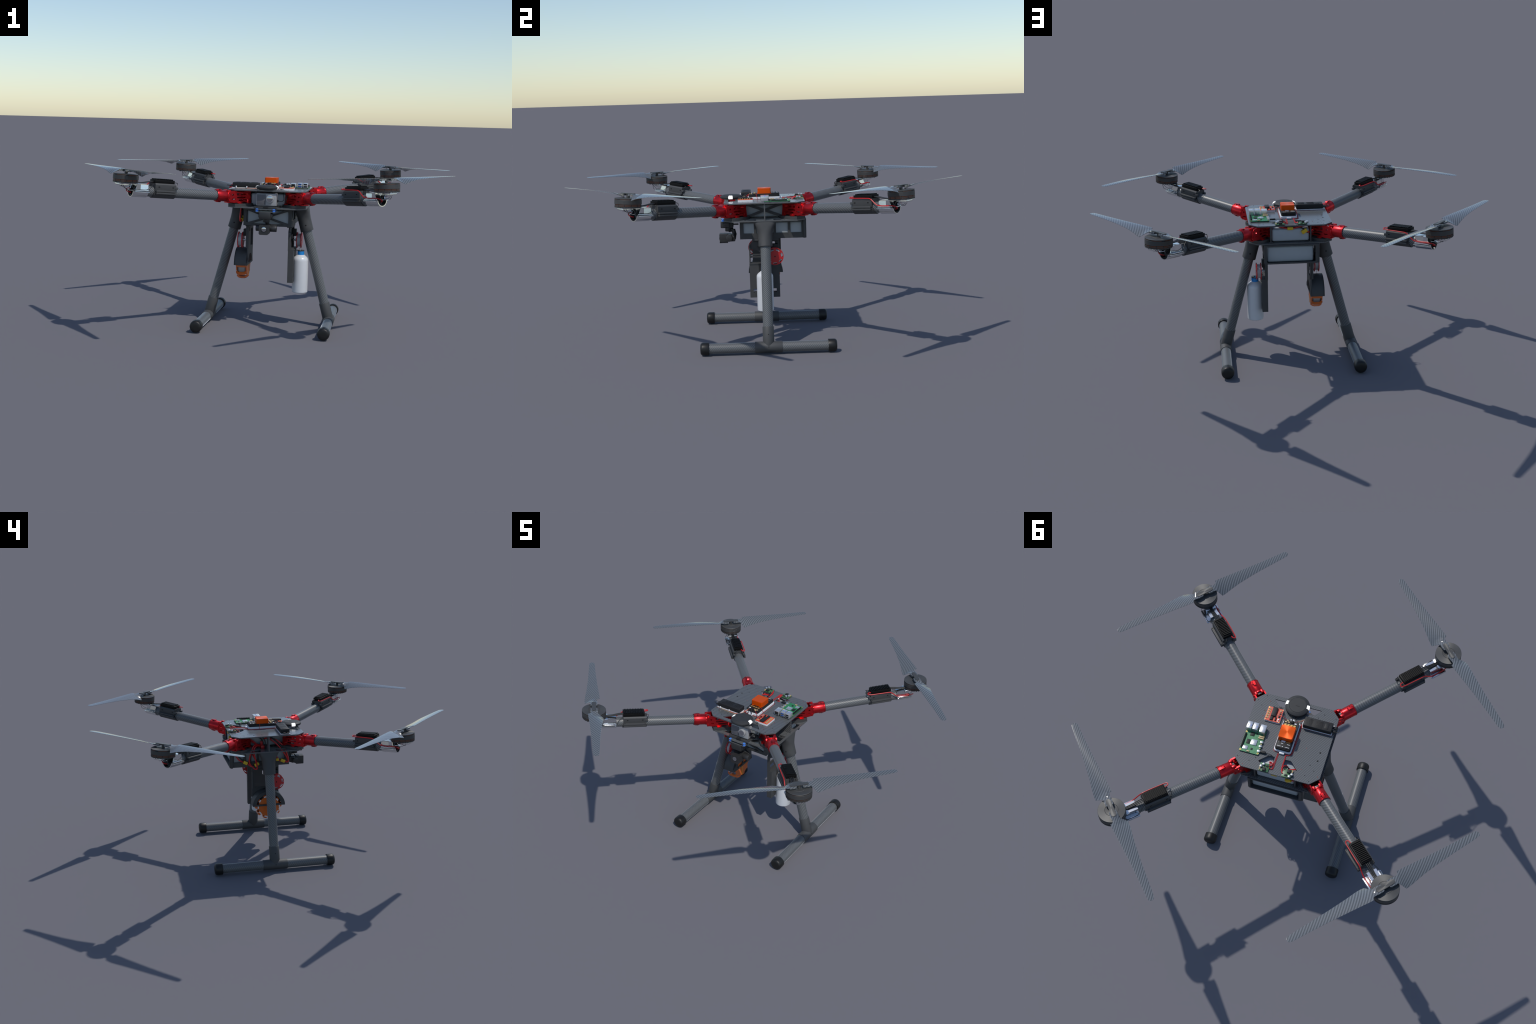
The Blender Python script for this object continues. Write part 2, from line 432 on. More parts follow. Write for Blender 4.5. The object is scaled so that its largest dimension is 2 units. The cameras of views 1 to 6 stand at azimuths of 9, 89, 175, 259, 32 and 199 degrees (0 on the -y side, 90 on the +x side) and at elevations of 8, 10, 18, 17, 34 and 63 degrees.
# polished clamp under the motor
b = MB()
ro, ri = .0305, .0266
lower = [(ro*cos(pi+i*pi/16), ro*sin(pi+i*pi/16)-.0012) for i in range(17)] + [(ri*cos(2*pi-i*pi/16), ri*sin(2*pi-i*pi/16)-.0012) for i in range(17)]
b.slab(lower, [], .793, .878, 'silver', YZX)
upper = [(-.0300, .0012), (-.0266, .0012)] + [(ri*cos(pi-i*pi/12), ri*sin(pi-i*pi/12)+.0012) for i in range(1, 12)] + [(.0266, .0012), (.0300, .0012), (.0300, .008), (.0245, .0300), (.0245, .0345), (-.0245, .0345), (-.0245, .0300), (-.0300, .008)]
b.slab(upper, [], .793, .838, 'silver', YZX)
for sg in (1, -1):                                    # side cheeks, cut back towards the tip
    ck = [(.838, .0012), (.866, .0012), (.858, .0345), (.838, .0345)]
    b.slab(ck, [], sg*.0285-.0016, sg*.0285+.0016, 'silver', XZ)
    b.box((.798, sg*.0365-.0085, .0012), (.872, sg*.0365+.0085, .0055), 'silver', .0008)
    b.box((.793, sg*.0365-.0085, -.0062), (.872, sg*.0365+.0085, -.0016), 'silver', .0008)
    for x in (.806, .862):
        b.lathe([(.0024, 0), (.0024, .0005)], 'hole', 10, Tr((x, sg*.0395, .0053)))
b.box((.838, -.028, .0330), (.962, .028, .0366), 'silver', .001)
b.box((.880, -.0022, .016), (.940, .0022, .033), 'silver', .001)
b.box((.950, -.022, .024), (.9535, .022, .0332), 'silver', .001)
me_clamp = b.mesh("motor_clamp")

# motor (local Z is the spin axis, origin on the tube axis)
b = MB()
b.lathe([(.020, .0366), (.056, .0366), (.0605, .0385), (.0605, .0400), (.050, .0400)], 'motor_side', 56)
for i in range(28):
    b.box((.050, -.0030, .0366), (.0618, .0030, .0400), 'motor_side', 0, Rz(i*360/28))
b.lathe([(.050, .0400), (.0632, .0400), (.0632, .0432), (.050, .0432)], 'motor_side', 56)
b.lathe([(.0600, .0430), (.0600, .0545)], 'copper', 56, close=False)
b.lathe([(.050, .0462), (.0630, .0462), (.0630, .0492), (.050, .0492)], 'motor_side', 56)
for i in range(12):
    b.box((.0585, -.0015, .0430), (.0606, .0015, .0545), 'hole', 0, Rz(i*30+7))
b.lathe([(.050, .0525), (.0628, .0525), (.0634, .0532), (.0634, .0732), (.0628, .0740), (.060, .0740)], 'motor_side', 56)
b.lathe([(.0604, .0738), (.0604, .0765)], 'copper', 56, close=False)
for i in range(6):
    b.box((.0585, -.008, .0738), (.0616, .008, .0765), 'hole', 0, Rz(i*60+7))
b.lathe([(.055, .0762), (.0622, .0762), (.0630, .0770), (.0630, .0798), (.0622, .0806), (.0310, .0815), (.0300, .0806), (.0290, .0815), (.0001, .0818)], 'motor', 56)
b.cyl((0, 0, .080), (0, 0, .096), .0075, 'motor', 20)
me_motor = b.mesh("motor")

# propeller: two drooping, twisted blades in a clevis under a rounded hub plate
SX  = [.015, .021, .046, .054, .064, .072, .0755, .0775, .095, .120, .180, .270, .360, .440, .470, .483, .4885]
LEY = [.0150, .0180, .0185, .0165, .0170, .0185, .0210, .0310, .0310, .0295, .0250, .0190, .0145, .0122, .0115, .0085, .0030]
TEY = [-.0150, -.0180, -.0185, -.0165, -.0270, -.0395, -.0450, -.0485, -.0490, -.0465, -.0380, -.0300, -.0250, -.0215, -.0195, -.0165, -.0100]
LEZ = [.000, .000, .0000, .0005, .0020, .0035, .0050, .0068, .0074, .0080, .0086, .0090, .0094, .0100, .0102, .0104, .0105]
TEZ = [.000, .000, .0000, -.0010, -.0090, -.0180, -.0215, -.0235, -.0185, -.0115, -.0030, .0035, .0070, .0090, .0095, .0098, .0100]
THK = [.0080, .0085, .0085, .0065, .0042, .0034, .0032, .0032, .0032, .0032, .0030, .0027, .0024, .0021, .0019, .0015, .0008]
def blade(mb, sgn, mat):
    K = 7
    rings = []
    for i, x in enumerate(SX):
        top = []; bot = []
        for j in range(K):
            t = j/(K-1)                     # 0 leading .. 1 trailing edge
            y = LEY[i]*(1-t)+TEY[i]*t
            drop = t**1.45 if .06 < x < .30 else t
            z = LEZ[i]*(1-drop)+TEZ[i]*drop
            th = THK[i]*(.35+.65*sqrt(max(0, sin(pi*min(.999, max(.001, t))))))
            if x < .05: th = THK[i]
            top.append((x, sgn*y, z+th/2)); bot.append((x, sgn*y, z-th/2))
        ring = top+bot[::-1]
        rings.append(ring if sgn < 0 else ring[::-1])
    mb.loft(rings, mat)
props = {}
for key, sgn in (('l', 1), ('r', -1)):
    b = MB(); mat = 'blade_'+key
    for a in (0, 180):
        b.T = Rz(a); blade(b, sgn, mat)
    b.T = Matrix.Identity(4)
    props[key] = b.mesh("propeller", 40)
b = MB()
stad = [(.0355+.0115*cos(-pi/2+i*pi/10), .0115*sin(-pi/2+i*pi/10)) for i in range(11)] + [(-.0355+.0115*cos(pi/2+i*pi/10), .0115*sin(pi/2+i*pi/10)) for i in range(11)]
stad_in = [(x*.96, y*.86) for x, y in stad]
b.slab(stad, [], .0043, .0066, 'hub'); b.slab(stad_in, [], .0066, .0074, 'hub')
b.cyl((0, 0, -.012), (0, 0, .0045), .0085, 'hub', 20)
for sg in (1, -1): b.cyl((sg*.036, 0, -.009), (sg*.036, 0, .006), .0035, 'steel', 12)
me_hub = b.mesh("propeller_hub")

# cables of one arm
b = MB()
for y in (-.008, 0, .008):
    b.wire([(.744, y, .052), (.775, y*.9, .049), (.815, y*.7, .042), (.862, y*.7, .040)], .0027, 'wire_k')
b.wire([(.640, -.016, .052), (.624, -.020, .053), (.622, -.031, .051), (.640, -.0355, .049), (.720, -.0365, .047), (.752, -.036, .043),
        (.782, -.038, .020), (.805, -.0375, .0105), (.872, -.034, .009), (.888, -.024, .004), (.890, -.012, -.004), (.872, -.004, -.010)], .0026, 'wire_r')
b.wire([(.636, .014, .052), (.622, .018, .050), (.626, .026, .042), (.634, .030, .030)], .0018, 'wire_k')
b.wire([(.744, .014, .050), (.775, .028, .030), (.800, .040, .010), (.870, .040, .008), (.905, .026, .004), (.925, .016, .020), (.930, .010, .034)], .0012, 'wire_k')
b.wire([(.872, -.004, -.006), (.905, .006, .006), (.940, .010, .026)], .0010, 'wire_k')
me_cable = b.mesh("arm_cable")

for ang, key, prel in ((225, 'r', -92.4), (-45, 'l', 92.4), (45, 'r', -92.4), (135, 'l', 92.4)):
    A = Tr((0, 0, Z0)) @ Rz(ang) @ Ry(-TH)
    arm = obj("arm", me_arm, root, A)
    obj("speed_controller", me_sink, arm, A)
    obj("controller_holder", me_holder, arm, A)
    obj("motor_clamp", me_clamp, arm, A)
    obj("arm_cable", me_cable, arm, A)
    obj("motor", me_motor, arm, A @ Tr((.9083, 0, 0)))
    P = A @ Tr((.9083, 0, .0960)) @ Rz(prel)
    obj("propeller", props[key], arm, P)
    obj("propeller_hub", me_hub, arm, P)
    mount = obj("arm_mount", me_mount, root, Rz(ang))
    obj("mount_pad", me_pad, mount, Rz(ang))

# ------------------------------------------------------------------ landing gear
SKX, SKZ, TOPX, TOPZ = .3405, .0330, .1740, .6465
for sg in (1, -1):
    foot = Vector((sg*SKX, 0, SKZ)); head = Vector((sg*TOPX, 0, TOPZ))
    u = (head-foot).normalized(); L = (head-foot).length
    yv = Vector((0, 1, 0)); w = u.cross(yv)
    W = Matrix.Identity(4)
    for r in range(3): W[r][0], W[r][1], W[r][2], W[r][3] = u[r], yv[r], w[r], foot[r]
    b = MB(); b.cyl((.085, 0, 0), (L-.02, 0, 0), ARM_R-.0003, 'tube', 40)
    leg = obj("landing_leg", b, root, W)
    # flared upper socket
    rings = []
    for i, (z, rx, ry) in enumerate([(.5330, .0340, .0355), (.5345, .0350, .0363), (.560, .0352, .0363), (.590, .0360, .0372), (.606, .0368, .0395),
                      (.622, .0378, .0430), (.636, .0386, .0475), (.648, .0394, .0530), (.6580, .0400, .0590), (.6640, .0400, .0600)]):
        t = (z-SKZ)/(TOPZ-SKZ); cx = sg*(SKX+(TOPX-SKX)*t)
        k = max(0, 1-(z-.533)/.09)*.27
        ring = []
        for j in range(36):
            a = 2*pi*j/36; e = 1-.55*min(1, max(0, (z-.600)/.045))      # rounder below, boxier at the flange
            dx = rx*math.copysign(abs(cos(a))**e, cos(a))
            ring.append((cx+dx, ry*math.copysign(abs(sin(a))**e, sin(a)), z+sg*dx*k))
        rings.append(ring)
    b = MB(); b.loft(rings, 'nylon')
    for q in (1, -1):
        c = Vector((sg*(.1995), q*.0340, .566))
        b.cyl(c, c+Vector((0, q*.0027, 0)), .0040, 'hole', 14)
        b.box((sg*.172-.008, q*.046-.006, .644), (sg*.172+.008, q*.046+.006, .664), 'nylon', .002)
    obj("leg_socket", b, leg)
    # tee at the foot
    b = MB()
    b.cyl(foot, foot+u*.105, .0293, 'nylon', 40, bev=.0008)
    b.cyl((sg*SKX, -.070, SKZ), (sg*SKX, .070, SKZ), .0297, 'nylon', 40, bev=.0008)
    out = Vector((sg*u.z, 0, -sg*u.x))
    for d in (.064,):
        c = foot+u*d+out*.0285
        b.cyl(c, c+out*.0013, .0026, 'hole', 12)
    c = foot+out*.0290; b.cyl(c, c+out*.0013, .0026, 'hole', 12)
    obj("skid_tee", b, leg)
    b = MB(); b.cyl((-.335, 0, 0), (.335, 0, 0), .0265, 'skid', 40)
    S = Tr((sg*SKX, 0, SKZ)) @ Rz(90)
    skid = obj("landing_skid", b, root, S)
    for q in (1, -1):
        b = MB()
        b.lathe([(.0262, .3065), (.0325, .3065), (.0330, .3075), (.0330, .336), (.0318, .3425), (.0285, .3475), (.0235, .3502), (.012, .3512), (.0001, .3514)], 'rubber', 36, Ry(90*q))
        obj("end_cap", b, skid, S)

# ------------------------------------------------------------------ flight controller
b = MB()
b.slab(roundpoly([(-.047, -.090), (.045, -.090), (.045, .091), (-.047, .091)], .010), [], .7623, .7638, 'tape')
b.slab(roundpoly([(-.0425, -.086), (.0425, -.086), (.0425, .088), (-.0425, .088)], .012), [], .7638, .7735, 'white')
b.slab(roundpoly([(-.0405, -.084), (.0405, -.084), (.0405, .086), (-.0405, .086)], .012), [], .7735, .7755, 'white')
for y0, y1 in ((-.099, -.084), (.086, .099)):
    b.box((-.0125, y0, .7638), (.0125, y1, .7725), 'white', .0025)
carrier = obj("controller_base", b, root)
b = MB()
b.slab(roundpoly([(-.0375, -.080), (.0375, -.080), (.0375, .083), (-.0375, .083)], .008), [], .7755, .7900, 'black')
b.box((-.036, .040, .7900), (.036, .080, .7945), 'black', .002)
b.box((-.030, .0800, .779), (.030, .0836, .788), 'hole')
b.box((-.0375, -.034, .7900), (.0375, .036, .7925), 'black', .001)
obj("carrier_board", b, carrier)
b = MB()
b.slab(roundpoly([(-.035, -.034), (.035, -.034), (.035, .0365), (-.035, .0365)], .009, 6), [], .7905, .8185, 'orange')
b.slab(roundpoly([(-.0338, -.0328), (.0338, -.0328), (.0338, .0353), (-.0338, .0353)], .009, 6), [], .8185, .8204, 'orange')
for x in (-.024, .024):
    b.box((x-.006, -.036, .786), (x+.006, .0385, .794), 'orange', .001)
obj("flight_controller_cube", b, carrier, Tr((0, .001, 0)))
b = MB()
for x in (.024, .009, -.006, -.021):
    b.box((x-.006, -.056, .790), (x+.006, -.043, .7935), 'black', .0006)
    for k in range(4): b.box((x-.0048+k*.0028, -.0545, .7935), (x-.0030+k*.0028, -.0445, .7945), 'gold')
for x, y in [(.026, -.066), (.012, -.067), (-.004, -.072), (-.022, -.065), (.020, -.075)]:
    b.box((x-.0050, y-.0032, .790), (x+.0050, y+.0032, .7925), 'white' if x < .01 else 'tan', .0006)
b.box((-.010, -.078, .790), (.006, -.066, .796), 'black', .001)
for k in range(5): b.box((-.028+k*.0042, .0400, .7945), (-.0255+k*.0042, .0475, .7956), 'gold')
b.box((-.004, .0395, .7945), (.016, .0475, .7956), 'ink')
for x0, x1, y in [(-.028, -.014, .0555), (.004, .016, .0555), (-.030, -.008, .0715), (.000, .008, .0715), (.012, .030, .0715), (.026, .028, .052)]:
    n = max(1, int((x1-x0)/.0045))
    for k in range(n):
        xa = x0+(x1-x0)*k/n
        b.box((xa, y-.0012-random.random()*.0006, .7944), (xa+(x1-x0)/n*.72, y+.0012, .7949), 'ink')
obj("carrier_connector", b, carrier, stuff=True)

# ------------------------------------------------------------------ single-board computer
b = MB()
b.slab(roundpoly([(.103, -.001), (.2005, -.001), (.2005, .135), (.103, .135)], .005), [], .7665, .7690, 'green')
for x, y in [(.196, .027), (.1955, .129), (.109, .128), (.109, .027)]:
    b.lathe([(.0042, .7690), (.0042, .7694)], 'gold', 14, Tr((x, y, 0)))
    b.lathe([(.0022, .7694), (.0022, .7697)], 'hole', 12, Tr((x, y, 0)))
    b.cyl((x, y, .7622), (x, y, .7665), .003, 'black', 12)
board = obj("computer_board", b, root)
for x0, x1, y1, zt_ in [(.1750, .2000, .0200, .7950), (.1450, .1700, .0200, .7950), (.1065, .1350, .0240, .7925)]:
    b = MB()
    b.box((x0, -.0180, .7690), (x1, y1, zt_), 'steel', .0008)
    if x0 > .14:
        for zz in (.7722, .7842):
            b.box((x0+.003, -.0187, zz), (x1-.003, -.0178, zz+.0080), 'hole')
            b.box((x0+.004, -.0192, zz+.0040), (x1-.004, -.0180, zz+.0072), 'usb' if x0 < .17 else 'black')
        b.box((x0+.004, .000, zt_), (x0+.008, .006, zt_+.0004), 'usb'); b.box((x1-.008, .000, zt_), (x1-.004, .006, zt_+.0004), 'usb')
    else:
        b.box((x0+.004, -.0187, .7720), (x1-.004, -.0178, .7890), 'hole')
    obj("board_port", b, board)
b = MB()
b.box((.1295, .0610, .769), (.1590, .0915, .7722), 'steel', .0006)
b.box((.1640, .1030, .769), (.1885, .1225, .7712), 'steel', .0006)
b.box((.1635, .0655, .769), (.1800, .0900, .7712), 'black', .0004)
b.box((.1535, .0240, .769), (.1745, .0440, .7712), 'black', .0004)
b.box((.1395, .1080, .769), (.1490, .1180, .7710), 'black', .0004)
b.box((.1390, .0230, .769), (.1470, .0310, .7710), 'black', .0004)
b.box((.1905, .0370, .769), (.1985, .1180, .7755), 'black', .0006)
for k in range(20):
    for x in (.1925, .1958): b.box((x, .0385+k*.0039, .7755), (x+.0014, .0400+k*.0039, .7790), 'black')
for y in (.0345, .0440): b.box((.104, y, .769), (.131, y+.0065, .7748), 'tan', .0005)
b.box((.1500, .1265, .769), (.1640, .1325, .7735), 'tan', .0005)
b.box((.1930, .0020, .769), (.1985, .0150, .7740), 'tan', .0005)
for y, d in ((.0655, .010), (.0885, .010), (.1150, .012)):
    b.box((.1005, y-d/2, .769), (.1150, y+d/2, .7735), 'steel', .0008)
b.box((.104, .0740, .769), (.111, .0800, .7725), 'tan', .0004); b.box((.104, .0985, .769), (.110, .1035, .7725), 'tan', .0004)
for i in range(46):
    x = .106+random.random()*.085; y = .024+random.random()*.105
    if .125 < x < .19 and .020 < y < .125 and random.random() < .75: continue
    d = .0012+random.random()*.0018
    b.box((x, y, .769), (x+d, y+d*.7, .7699), random.choice(['black', 'tan', 'ink', 'black']))
obj("board_chip", b, board, stuff=True)
b = MB()
b.box((.0720, .1090, .7665), (.1000, .1200, .7740), 'black', .0015)
b.wire([(.074, .1145, .770), (.060, .116, .771), (.040, .120, .769), (.030, .130, .757), (.030, .140, .735)], .0016, 'wire_k')
obj("power_plug", b, board)

# ------------------------------------------------------------------ red sensor board
b = MB()
b.slab(roundpoly([(.0575, -.1375), (.1360, -.1375), (.1360, -.0575), (.0575, -.0575)], .004), [], .7623, .7712, 'white')
b.slab(roundpoly([(.0585, -.1365), (.1350, -.1365), (.1350, -.0585), (.0585, -.0585)], .003), [], .7713, .7740, 'pcbred')
red_board = obj("red_board", b, root)
b = MB()
b.box((.0865, -.1350, .774), (.1100, -.0850, .7830), 'black', .001)
b.box((.0960, -.0865, .774), (.1105, -.0635, .7800), 'black', .001)
b.box((.0790, -.0840, .774), (.0855, -.0640, .7790), 'black', .001)
b.box((.0630, -.1120, .774), (.0720, -.1040, .7760), 'black', .0004)
b.box((.0640, -.0980, .774), (.0735, -.0860, .7765), 'black', .0004)
b.box((.0630, -.0800, .774), (.0720, -.0730, .7765), 'steel', .0006)
b.box((.0640, -.0690, .774), (.0720, -.0640, .7760), 'steel', .0006)
b.box((.0655, -.1275, .774), (.0740, -.1190, .7775), 'tan', .0006)
for k in range(5):
    y = -.1290+k*.0125
    b.box((.1180, y, .774), (.1320, y+.0085, .7755), 'tan', .0005)
    b.cyl((.1285, y+.0042, .7755), (.1285, y+.0042, .7795), .0026, 'gold', 8)
for x, y in [(.062, -.133), (.1315, -.133), (.062, -.062), (.1315, -.062)]:
    b.lathe([(.0026, .7740), (.0026, .7744)], 'gold', 12, Tr((x, y, 0)))
for i in range(16):
    x = .077+random.random()*.006; y = -.132+random.random()*.05
    b.box((x, y, .774), (x+.0018, y+.0014, .7750), random.choice(['black', 'ink', 'tan']))
obj("board_chip", b, red_board, stuff=True)

# ------------------------------------------------------------------ black radio module
b = MB()
b.slab(roundpoly([(-.201, -.124), (-.052, -.122), (-.047, -.094), (-.055, -.069), (-.201, -.069)], .003), [], .7636, .7680, 'white')
b.slab(roundpoly([(-.2025, -.125), (-.051, -.123), (-.051, -.068), (-.2025, -.068)], .003), [], .7623, .7636, 'tape')
radio_base = obj("radio_base", b, root)
b = MB()
b.box((-.197, -.122, .7681), (-.055, -.070, .7945), 'black', .004, seg=3)
b.box((-.178, -.110, .7945), (-.158, -.080, .7957), 'black', .0008)
for i in range(7):
    y = -.112+i*.0055
    b.box((-.098, y, .7942), (-.064, y+.0026, .7954), 'black', .0005)
    b.box((-.150, y, .7942), (-.112, y+.0026, .7954), 'black', .0005)
for x in (-.176, -.118): b.box((x-.006, -.1228, .778), (x+.006, -.1215, .784), 'hole')
obj("radio_module", b, radio_base)
b = MB()
for y in (-.108, -.088):
    b.box((-.215, y-.006, .771), (-.196, y+.006, .778), 'black', .001)
b.wire([(-.214, -.108, .7745), (-.228, -.108, .777), (-.232, -.098, .778), (-.228, -.088, .777), (-.214, -.088, .7745)], .0014, 'wire_k')
for x in (-.176, -.118):
    b.cyl((x, -.1275, .766), (x, -.1275, .776), .0035, 'white', 12, bev=.0008)
b.wire([(-.118, -.1275, .769), (-.100, -.131, .766), (-.075, -.128, .766), (-.050, -.108, .768), (-.028, -.088, .780), (-.020, -.074, .791)], .0011, 'wire_r')
b.wire([(-.176, -.1275, .769), (-.150, -.132, .766), (-.100, -.134, .766), (-.060, -.124, .766), (-.036, -.096, .775), (-.024, -.074, .791)], .0009, 'tan')
obj("radio_cable", b, radio_base)

# ------------------------------------------------------------------ voltage regulators at the rear
for sg in (1, -1):
    b = MB()
    b.box((sg*.0565-.0235, .1660, .7660), (sg*.0565+.0235, .2105, .7680), 'dgreen', .0004)
    for q in (-.018, .018): b.cyl((sg*.0565+q, .170, .7622), (sg*.0565+q, .170, .766), .002, 'black', 8)
    reg = obj("voltage_regulator", b, root)
    b = MB()
    caps = [(.063, .176), (.072, .189)] if sg > 0 else [(-.071, .205), (-.080, .192)]
    for x, y in caps:
        b.cyl((x, y, .768), (x, y, .7785), .0060, 'steel', 18, bev=.0012)
        b.box((x-.0065, y-.0065, .768), (x+.0065, y+.0065, .7695), 'black')
    cx, cy = (.054, .200) if sg > 0 else (-.063, .178)
    b.box((cx-.0085, cy-.0085, .768), (cx+.0085, cy+.0085, .7755), 'black', .0015)
    tx = .0755 if sg > 0 else -.0785
    for k in range(3): b.box((tx-.003, .1920+k*.005-(.024 if sg < 0 else 0), .768), (tx+.003, .1955+k*.005-(.024 if sg < 0 else 0), .7725), 'tan', .0005)
    ox, oy = (.045, .180) if sg > 0 else (-.052, .200)
    b.box((ox-.006, oy-.004, .768), (ox+.006, oy+.004, .7715), 'black', .0005)
    for i in range(10):
        x = sg*.0565+(random.random()-.5)*.040; y = .169+random.random()*.038
        b.box((x, y, .768), (x+.0022, y+.0016, .7692), random.choice(['tan', 'ink', 'black']))
    obj("regulator_chip", b, reg, stuff=True)
b = MB()
for dx in (0, .0045):
    b.wire([(.0135+dx, .097, .7640), (.0140+dx, .120, .7640), (.0150+dx, .180, .7645), (.020+dx, .187, .766), (.034, .186-dx, .769)], .0012, 'wire_r')
    b.wire([(-.0205-dx*.6, .097, .7640), (-.0215-dx*.6, .120, .7640), (-.0220-dx*.6, .168, .7645), (-.027, .173+dx, .766), (-.036, .176+dx, .769)], .0012, 'wire_r')
b.wire([(.036, .176, .770), (.026, .168, .768), (.024, .152, .762), (.030, .142, .748), (.050, .150, .735)], .0024, 'wire_r')
b.wire([(.036, .170, .770), (.032, .158, .766), (.036, .145, .752), (.050, .140, .735)], .0024, 'wire_r')
b.wire([(-.036, .196, .770), (-.028, .184, .768), (-.027, .160, .764), (-.036, .142, .750), (-.050, .140, .735)], .0024, 'wire_r')
b.wire([(-.040, .172, .770), (-.034, .160, .764), (-.044, .148, .750), (-.060, .150, .738)], .0030, 'wire_k')
b.box((.018, .148, .755), (.030, .158, .762), 'white', .001)
b.wire([(-.048, -.090, .7650), (-.050, -.040, .7650), (-.050, .050, .7650), (-.0485, .080, .7650), (-.040, .092, .7650), (-.018, .099, .7650)], .0013, 'wire_r')
b.wire([(.058, -.098, .772), (.048, -.100, .770), (.040, -.090, .776), (.020, -.077, .791)], .0011, 'wire_r')
b.wire([(.058, -.112, .774), (.068, -.143, .768), (.080, -.150, .767), (.084, -.143, .767), (.070, -.138, .768), (.052, -.120, .772), (.044, -.090, .780)], .0012, 'wire_k')
b.wire([(.036, -.040, .792), (.041, -.041, .790), (.043, -.038, .780), (.046, -.034, .765)], .0011, 'wire_r')
b.wire([(-.002, -.076, .796), (.002, -.090, .792), (.012, -.100, .785), (.014, -.115, .775)], .0022, 'wire_k')
b.wire([(-.036, .020, .792), (-.041, .021, .790), (-.044, .022, .780), (-.048, .026, .765)], .0011, 'wire_r')
obj("top_cable", b, top_plate, stuff=True)

# ------------------------------------------------------------------ satellite navigation puck
G = Tr((.0005, -.1740, 0))
b = MB()
b.lathe([(.018, .7623), (.018, .7660), (.048, .7665), (.0570, .7700), (.0598, .7745), (.0600, .7780), (.0585, .7815), (.0520, .7852),
         (.0425, .7876), (.0415, .7872), (.0405, .7882), (.0001, .7888)], 'puck', 56, G)
puck = obj("navigation_puck", b, root)
b = MB()
for a0 in (-3, 183):
    V = []; F = []; n = 7
    prof = [(.0580, .7700), (.0604, .7743), (.0606, .7782), (.0592, .7821), (.0526, .7858), (.0470, .7874)]
    for i in range(n):
        a = radians(a0-11+22*i/(n-1))
        V += [(r*cos(a), r*sin(a), z) for r, z in prof]
    for i in range(n-1):
        for j in range(len(prof)-1):
            k = len(prof); F.append([i*k+j, (i+1)*k+j, (i+1)*k+j+1, i*k+j+1])
    b.add(V, F, 'led', G)
obj("indicator_light", b, puck)
b = MB()
b.lathe([(.010, 0), (.010, .0003)], 'black', 3, Tr((-.010, -.205, .7878)))
for i in range(5): b.box((.004-i*.004, -.169, .7885), (.0065-i*.004, -.1665, .7890), 'hole')
b.wire([(0, -.12, .768), (-.01, -.112, .767), (-.014, -.100, .775), (-.012, -.082, .793)], .0014, 'wire_k')
obj("puck_detail", b, puck, stuff=True)

# ------------------------------------------------------------------ front camera on its plate
b = MB()
b.box((-.053, -.2010, .6805), (.056, -.160, .7455), 'cam', .003, seg=3)
b.box((-.049, -.2022, .6850), (-.002, -.2000, .7410), 'cam_d', .0008)
b.cyl((.0215, -.200, .7185), (.0215, -.2125, .7185), .0205, 'cam', 40, bev=.002)
b.cyl((.0215, -.2120, .7185), (.0215, -.2135, .7185), .0160, 'glass', 40, bev=.0006)
b.box((.0558, -.190, .700), (.0640, -.172, .712), 'black', .001)
cam = obj("front_camera", b, root)
b = MB()
b.slab(roundpoly([(-.062, -.214), (.062, -.214), (.074, -.150), (-.074, -.150)], .006), [], .6702, .6750, 'tray')
b.box((-.045, -.198, .6750), (.048, -.160, .6804), 'tray', .001)
b.box((-.012, -.216, .668), (.016, -.205, .676), 'black', .001)
obj("camera_mount", b, cam)
b = MB()
b.wire([(.064, -.181, .706), (.082, -.178, .705), (.090, -.160, .715), (.084, -.140, .740), (.080, -.120, .752)], .0018, 'wire_k')
obj("camera_cable", b, cam)

# ------------------------------------------------------------------ gimbal camera
b = MB()
b.slab(roundpoly([(-.052, -.232), (.053, -.232), (.053, -.168), (-.052, -.168)], .008), [], .6612, .6638, 'plate', rim='edge')
b.slab(roundpoly([(-.052, -.232), (.053, -.232), (.053, -.168), (-.052, -.168)], .008), [], .6480, .6505, 'plate', rim='edge')
gim = obj("gimbal_mount", b, root)
for x in (-.0445, .0455):
    for y in (-.2225, -.177):
        b = MB()
        b.lathe([(.004, .6480), (.0078, .6510), (.0085, .6545), (.0050, .6562), (.0050, .6575), (.0085, .6592), (.0078, .6625), (.0068, .6655), (.0001, .6660)], 'blue', 18, Tr((x, y, 0)))
        obj("damper", b, gim)
b = MB()
b.box((-.031, -.2360, .612), (.031, -.168, .6478), 'gimbal', .004)
b.box((-.036, -.225, .618), (.039, -.185, .642), 'gimbal', .004)
b.cyl((.004, -.196, .592), (.004, -.196, .614), .0175, 'gimbal', 28, bev=.002)
b.box((.012, -.172, .628), (.030, -.140, .634), 'black', .001)
obj("gimbal_motor", b, gim)
b = MB()
for p, q, r in [((.004, -.196, .596), (.004, -.168, .600), .010), ((.004, -.170, .602), (.004, -.162, .570), .011), ((.004, -.163, .576), (.040, -.166, .556), .0105)]:
    b.cyl(p, q, r, 'gimbal', 18, bev=.002)
b.box((-.020, -.176, .540), (.040, -.160, .574), 'gimbal', .004)
obj("gimbal_bracket", b, gim)
b = MB()
b.slab(roundpoly([(-.0285, .5340), (-.0240, .5290), (.0170, .5290), (.0260, .5360), (.0260, .5800), (-.0285, .5800)], .003, 3), [], -.2440, -.2000, 'gimbal', XZ)
for x0, x1, r in ((-.052, -.028, .0165), (.025, .060, .0180)):
    b.cyl((x0, -.192, .5595), (x1, -.192, .5595), r, 'gimbal', 28, bev=.002)
